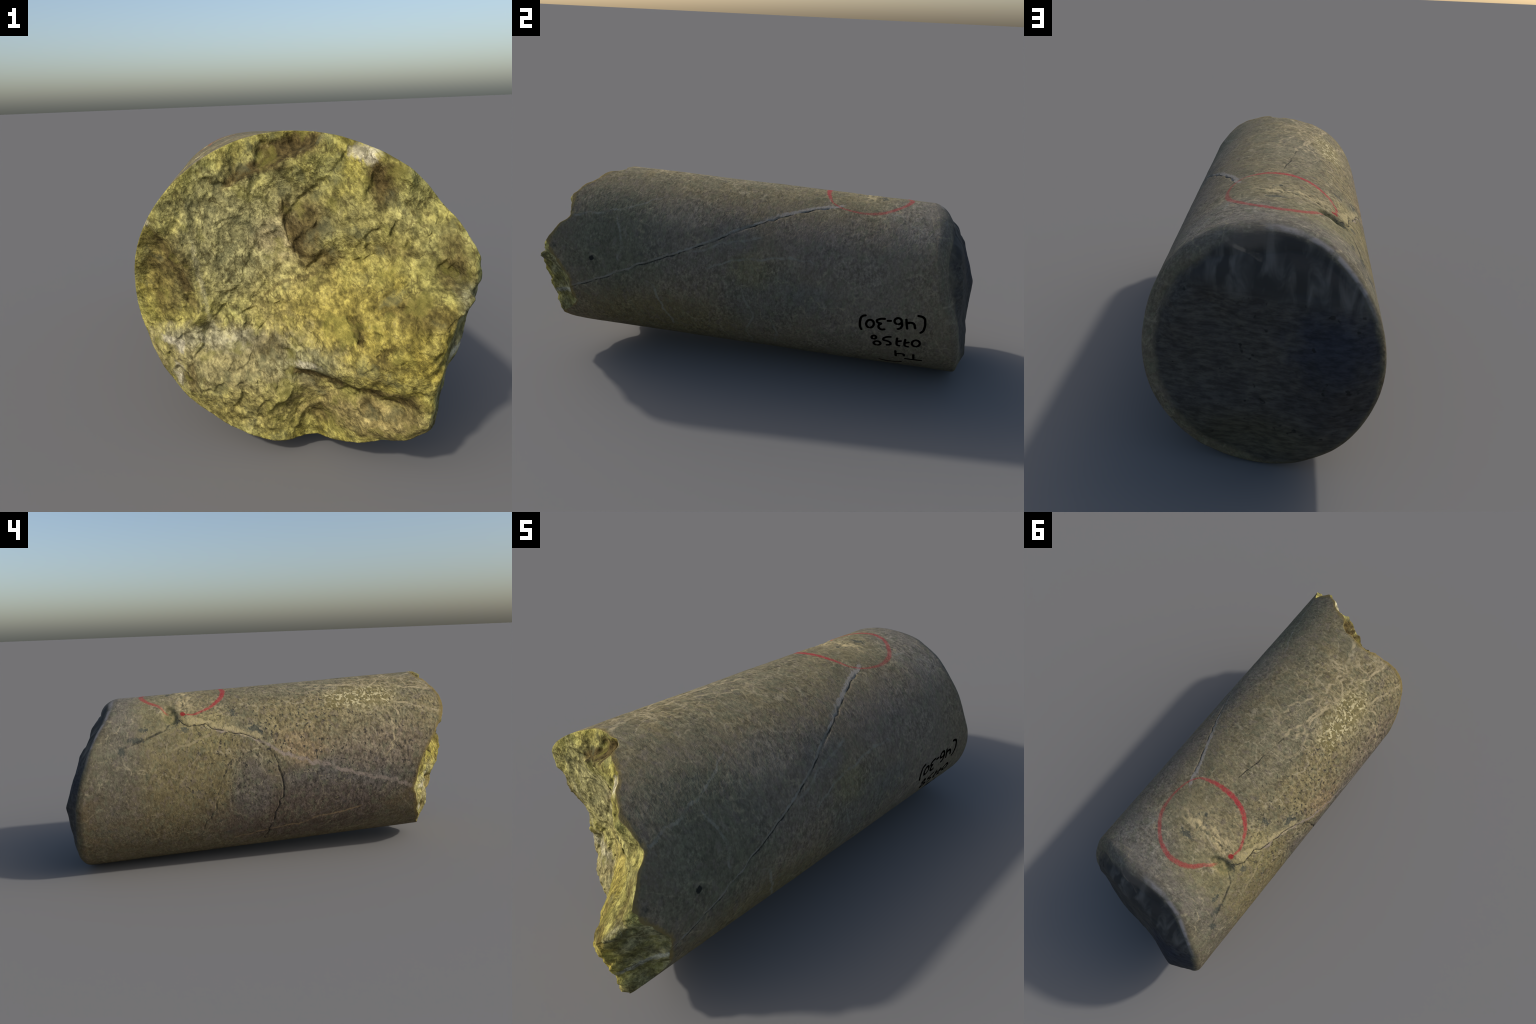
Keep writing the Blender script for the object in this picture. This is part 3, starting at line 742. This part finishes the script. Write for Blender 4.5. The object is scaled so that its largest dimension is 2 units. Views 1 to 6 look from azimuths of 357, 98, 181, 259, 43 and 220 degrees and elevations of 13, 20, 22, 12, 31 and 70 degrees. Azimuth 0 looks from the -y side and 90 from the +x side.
def sawn_rock(N):
    w, u, v, t, x = N.frame()
    big, mid = N.noise(w, 6, 4), N.noise(w, 20, 4)
    streak = N.noise(N.vec("MULTIPLY", w, (1., .5, .35)), 17, 3, .5, .8)
    saw = N.noise(N.vec("MULTIPLY", w, (.35, 1., 1.4)), 60, 4, .65)
    r = N.math("SQRT", N.math("ADD", N.math("MULTIPLY", u, u), N.math("MULTIPLY", v, v)))
    col = N.mix(N.ramp(mid, .38, .62), (.050, .045, .039), (.062, .056, .046))
    col = N.mix(N.math("MULTIPLY", N.blob(u, v, .02, -.26, .22, .08, 1.2, mid, .5), .6), col, (.068, .060, .034))
    col = N.mix(N.math("MULTIPLY", N.blob(u, v, -.22, .06, .12, .10, 1.2, mid, .5), .8), col, (.022, .025, .036))
    col = N.mix(N.math("MULTIPLY", N.blob(u, v, -.24, -.10, .14, .13, 1.3, mid, .4), .6), col, (.032, .030, .030))
    col = N.shade(col, saw, .30, .70, .65, 1.35)
    spots = N.math("MULTIPLY", N.ramp(N.noise(N.vec("MULTIPLY", w, (.7, 1., 1.)), 34, 2, .5), .36, .30), N.ramp(mid, .42, .55))
    col = N.mix(N.math("MULTIPLY", spots, .8), col, (.013, .012, .011))
    # chipped upper part: smooth, streaky, greyer
    chip = N.ramp(N.math("ADD", v, N.math("ADD", N.math("MULTIPLY", N.math("SUBTRACT", mid, .5), .03), N.math("MULTIPLY", u, -.10))), .165, .225)
    chipcol = N.mix(N.ramp(streak, .42, .70), (.040, .038, .034), (.112, .103, .090))
    col = N.mix(chip, col, chipcol)
    col = N.mix(N.math("MULTIPLY", N.blob(u, v, .07, .345, .09, .030, .8, mid, .5), .8), col, (.105, .088, .070))
    crest = N.line(u, v, [(.0, .292), (.05, .308), (.09, .322), (.12, .338), (.16, .352)], .006, mid, .008, along="x", fade=.02)
    col = N.mix(N.math("MULTIPLY", crest, N.ramp(N.noise(w, 26, 2), .38, .6, .1, .65)), col, (.23, .185, .140))
    # worn edge: paler grey skin carried over from the barrel
    spread = N.ramp(N.math("ADD", u, N.math("MULTIPLY", v, -.2)), .0, .16, 0., .034)          # reaches further in on the right
    skin = N.ramp(N.math("ADD", N.math("ADD", r, spread), N.math("MULTIPLY", N.math("SUBTRACT", mid, .5), .03)), .350, .380)
    skincol = N.vec("MULTIPLY", barrel_rock(N)[0], (.88, .88, .88))
    col = N.mix(skin, col, skincol)
    pale = N.math("MULTIPLY", N.ramp(N.math("ABSOLUTE", N.math("SUBTRACT", r, .370)), .009, .002), N.math("MULTIPLY", N.ramp(u, .02, -.04), N.ramp(v, .12, .2)))
    col = N.mix(N.math("MULTIPLY", pale, N.ramp(N.noise(w, 30, 3), .35, .6, .3, .9)), col, (.235, .215, .200))
    h = N.math("ADD", N.math("MULTIPLY", saw, .6), N.math("MULTIPLY", mid, .4))
    return col, N.bump(h, .4, .004)


# ------------------------------------------------------- pen marks on the skin
RING = [(.111, -.278), (.055, -.26), (-.017, -.252), (-.081, -.255), (-.14, -.274), (-.181, -.302), (-.209, -.330), (-.229, -.365), (-.249, -.413), (-.239, -.458)]
RING2 = [(.111, -.278), (.141, -.316), (.158, -.382), (.159, -.446), (.144, -.5), (.109, -.547), (.073, -.583), (.03, -.611), (-.024, -.628), (-.074, -.625), (-.128, -.601), (-.164, -.562), (-.212, -.523)]
RING_C = (-.035, -.44)


def ring_polar():
    pts = [(math.atan2(t - RING_C[1], x - RING_C[0]), math.hypot(x - RING_C[0], t - RING_C[1])) for x, t in RING + RING2[1:]]
    pts.sort()
    a0, a1 = pts[0], pts[-1]
    gap = (a0[0] + math.tau - a1[0]); s = (math.pi - a1[0]) / gap
    mid = a1[1] + (a0[1] - a1[1]) * s
    return [(-math.pi, mid)] + pts + [(math.pi, mid)]


def red_ink(N):
    col, nrm = barrel_rock(N)
    w, u, v, t, x = N.frame()
    dx, dt = N.math("SUBTRACT", x, RING_C[0]), N.math("SUBTRACT", t, RING_C[1])
    ang = N.math("ARCTAN2", dt, dx)
    rad = N.math("SQRT", N.math("ADD", N.math("MULTIPLY", dx, dx), N.math("MULTIPLY", dt, dt)))
    rr, _, _ = N.curve(ang, ring_polar())
    # pen pressure round the ring
    wd, _, _ = N.curve(ang, [(-3.1416, .004), (-2.75, .006), (-2.2, .011), (-1.57, .012), (-.9, .009), (-.2, .010), (.4, .005), (.8, .0045), (1.1, .009), (1.6, .0125), (2.2, .012), (2.8, .0075), (3.1416, .006)])
    fd, _, _ = N.curve(ang, [(-3.1416, .7), (-3.03, .6), (-2.97, 0.), (-2.76, 0.), (-2.66, .5), (-2.2, .72), (-1.2, .70), (0., .50), (.8, .62), (1.3, .92), (2.2, .95), (2.8, .75), (3.1416, .7)])
    d = N.math("DIVIDE", N.math("ABSOLUTE", N.math("SUBTRACT", rad, rr)), wd)
    d = N.math("ADD", d, N.math("MULTIPLY", N.math("SUBTRACT", N.noise(w, 110, 3, .7), .5), 1.2))
    ink = N.math("MULTIPLY", N.ramp(d, 1.25, .55), fd)
    col = N.mix(N.math("MULTIPLY", ink, N.ramp(N.noise(w, 70, 3, .7), .32, .60, .6, 1.)), col, (.31, .036, .040))
    col = N.mix(N.math("MULTIPLY", N.blob(x, t, -.238, -.459, .014, .011, .6, N.noise(w, 60, 2), .3), .9), col, (.22, .012, .016))
    return col, nrm


def plain_ink(colour, cover):
    def build(N):
        w, u, v, t, x = N.frame()
        g = N.noise(w, 120, 3, .7)
        col = N.mix(N.ramp(g, .30, .62, cover, 1.), (.095, .082, .066), colour)
        return col, N.bump(g, .3, .002)
    return build


def ribbon(points, width, lift=.0009, closed=False):
    """pen stroke: a thin raised band following the skin; returns verts and faces"""
    p = np.array(points, float)
    seg = np.hypot(*np.diff(p, axis=0).T); s = np.concatenate([[0], np.cumsum(seg)])
    n = max(6, int(s[-1] / .003))
    q = np.linspace(0, s[-1], n)
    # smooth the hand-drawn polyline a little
    xs, ts = np.interp(q, s, p[:, 0]), np.interp(q, s, p[:, 1])
    for _ in range(4):
        xs[1:-1] = (xs[:-2] + 2 * xs[1:-1] + xs[2:]) / 4; ts[1:-1] = (ts[:-2] + 2 * ts[1:-1] + ts[2:]) / 4
    tx, tt = np.gradient(xs), np.gradient(ts); L = np.hypot(tx, tt) + 1e-9
    nx, nt = -tt / L, tx / L
    k = np.arange(n)
    half = width / 2 * np.sqrt(np.clip(np.minimum(1, (np.minimum(k, n - 1 - k) * (s[-1] / (n - 1)) + .0012) / (width / 2)), .05, 1))
    cols = np.array([-1.03, -1, -.5, 0, .5, 1, 1.03]); lifts = np.array([-.0015, lift, lift, lift, lift, lift, -.0015])
    X = xs[:, None] + nx[:, None] * half[:, None] * cols; T = ts[:, None] + nt[:, None] * half[:, None] * cols
    Rr = barrel_radius(X, T) + lifts
    V = world((Rr * np.sin(X / R0)).ravel(), (Rr * np.cos(X / R0)).ravel(), T.ravel())
    out = np.sin(X / R0).ravel()[:, None] * RIGHT + np.cos(X / R0).ravel()[:, None] * UP
    m = len(cols); F = []
    for a in range(n - 1):
        for b in range(m - 1):
            F.append((a * m + b, (a + 1) * m + b, (a + 1) * m + b + 1, a * m + b + 1))
    F += [tuple(range(m)), tuple(range((n - 1) * m + m - 1, (n - 1) * m - 1, -1))]
    return V, F, out


def oval(cx, ct, a, b, n=16, start=0.):
    return [(cx + a * math.cos(start + math.tau * k / n), ct + b * math.sin(start + math.tau * k / n)) for k in range(n + 1)]


# sample number, read with the core turned upside down: T4 / 07758 / (46-30)
GLYPHS = {
    "letter_t": [[(.816, -.707), (.858, -.714)], [(.866, -.675), (.866, -.707), (.862, -.752)]],
    "digit_four": [[(.804, -.628), (.839, -.634), (.856, -.638)], [(.831, -.633), (.825, -.652), (.823, -.667), (.844, -.671)]],
    "digit_zero": [oval(.738, -.705, .020, .017)],
    "digit_seven": [[(.72, -.659), (.741, -.658), (.764, -.661), (.767, -.681)], [(.747, -.655), (.736, -.679)]],
    "digit_seven.001": [[(.719, -.624), (.744, -.625), (.766, -.628), (.768, -.644)], [(.745, -.62), (.734, -.646)]],
    "digit_five": [[(.72, -.601), (.722, -.584), (.732, -.568), (.746, -.567), (.747, -.585), (.754, -.601), (.769, -.603), (.774, -.583)]],
    "digit_eight": [oval(.736, -.5275, .0115, .0105), oval(.770, -.5455, .0140, .0155)],
    "left_bracket": [[(.596, -.688), (.597, -.71), (.606, -.722), (.636, -.727), (.664, -.724), (.678, -.711)]],
    "digit_four.001": [[(.616, -.646), (.643, -.652), (.668, -.658)], [(.638, -.651), (.63, -.669), (.635, -.682), (.66, -.69)]],
    "digit_six": [oval(.633, -.615, .0155, .0155), [(.636, -.631), (.652, -.635), (.668, -.629), (.673, -.615)]],
    "hyphen": [[(.639, -.568), (.636, -.590)]],
    "digit_three": [[(.631, -.564), (.632, -.544), (.642, -.526), (.655, -.532), (.655, -.551), (.664, -.537), (.681, -.540), (.688, -.554), (.681, -.569)]],
    "digit_zero.001": [oval(.665, -.502, .021, .0165)],
    "right_bracket": [[(.626, -.483), (.629, -.469), (.64, -.46), (.662, -.459), (.686, -.462), (.704, -.472)]],
}


def link(obj, parent=None):
    bpy.context.scene.collection.objects.link(obj)
    if parent:
        obj.parent = parent
    return obj


def main():
    parts = build_stone()
    # one closed stone: shared normals over all parts, so that borders meet smoothly
    allv, allf, spans, base = [], [], {}, 0
    for name, (vv, ff) in parts.items():
        spans[name] = (base, base + len(vv)); allv.append(vv)
        allf.append([tuple(int(i) + base for i in f) for f in ff]); base += len(vv)
    allv = np.vstack(allv); flat = [f for fs in allf for f in fs]
    _, inv = np.unique(np.round(allv, 6), axis=0, return_inverse=True)
    inv = np.ravel(inv)
    first = np.zeros(inv.max() + 1, int); first[inv[::-1]] = np.arange(len(inv))[::-1]
    nrm = vertex_normals(allv[first], [tuple(inv[list(f)]) for f in flat])[inv]
    low = allv[:, 2].min()
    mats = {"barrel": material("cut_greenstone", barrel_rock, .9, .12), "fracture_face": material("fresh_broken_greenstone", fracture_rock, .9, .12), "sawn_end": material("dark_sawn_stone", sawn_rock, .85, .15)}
    core = bpy.data.objects.new("drill_core", None); core.empty_display_size = .3
    core["label"] = "broken cylindrical greenstone drill core with red ring mark"
    core["category"] = "rock core"
    link(core)
    objs = {}
    vv, ff = parts["barrel"]
    f = np.array(ff); mid = vv[f].mean(1) - FOOT
    mx, mt = R0 * np.arctan2(mid @ RIGHT, mid @ UP), mid @ AXIS
    pol = np.array(ring_polar())
    inked = np.abs(np.hypot(mx - RING_C[0], mt - RING_C[1]) - np.interp(np.arctan2(mt - RING_C[1], mx - RING_C[0]), pol[:, 0], pol[:, 1])) < .020
    a0, b0 = spans["barrel"]
    pieces = {"barrel": (f[~inked], vv, nrm[a0:b0], mats["barrel"]), "red_ring_mark": (f[inked], vv, nrm[a0:b0], material("red_pen_on_stone", red_ink, .9, .12))}
    for name in ("fracture_face", "sawn_end"):
        a, b = spans[name]
        pieces[name] = (parts[name][1], parts[name][0], nrm[a:b], mats[name])
    for name, (fs, vs, ns, mat) in pieces.items():
        fs = [tuple(int(i) for i in q) for q in fs]
        used = np.unique(np.concatenate([np.ravel(q) for q in fs])); new = np.zeros(len(vs), int); new[used] = np.arange(len(used))
        me = make_mesh(name, vs[used], [tuple(new[list(q)]) for q in fs], ns[used])
        me.materials.append(mat)
        objs[name] = link(bpy.data.objects.new(name, me), core if name != "red_ring_mark" else objs["barrel"])
    red = material("red_pen", plain_ink((.24, .02, .03), .3), .8, .2)
    V, F, out = ribbon([(.918, -.57), (.93, -.594), (.93, -.623), (.924, -.651), (.912, -.67)], .009)
    me = make_mesh("red_pen_stroke", V, F, out); me.materials.append(red)
    link(bpy.data.objects.new("red_pen_stroke", me), objs["barrel"])
    black = material("dark_marker_ink", plain_ink((.052, .041, .049), .78), .75, .2)
    note = bpy.data.objects.new("handwritten_number", None); note.empty_display_size = .05
    link(note, core)
    for name, strokes in GLYPHS.items():
        VV, FF, NN, n = [], [], [], 0
        for k, st in enumerate(strokes):
            V, F, out = ribbon(st, .0100, .0006 + .0003 * k)
            VV.append(V); NN.append(out); FF += [tuple(i + n for i in f) for f in F]; n += len(V)
        me = make_mesh(name, np.vstack(VV), FF, np.vstack(NN)); me.materials.append(black)
        link(bpy.data.objects.new(name, me), note)
    # rest the stone on the ground
    core.location.z = 0.0
    print("lowest", low)


main()
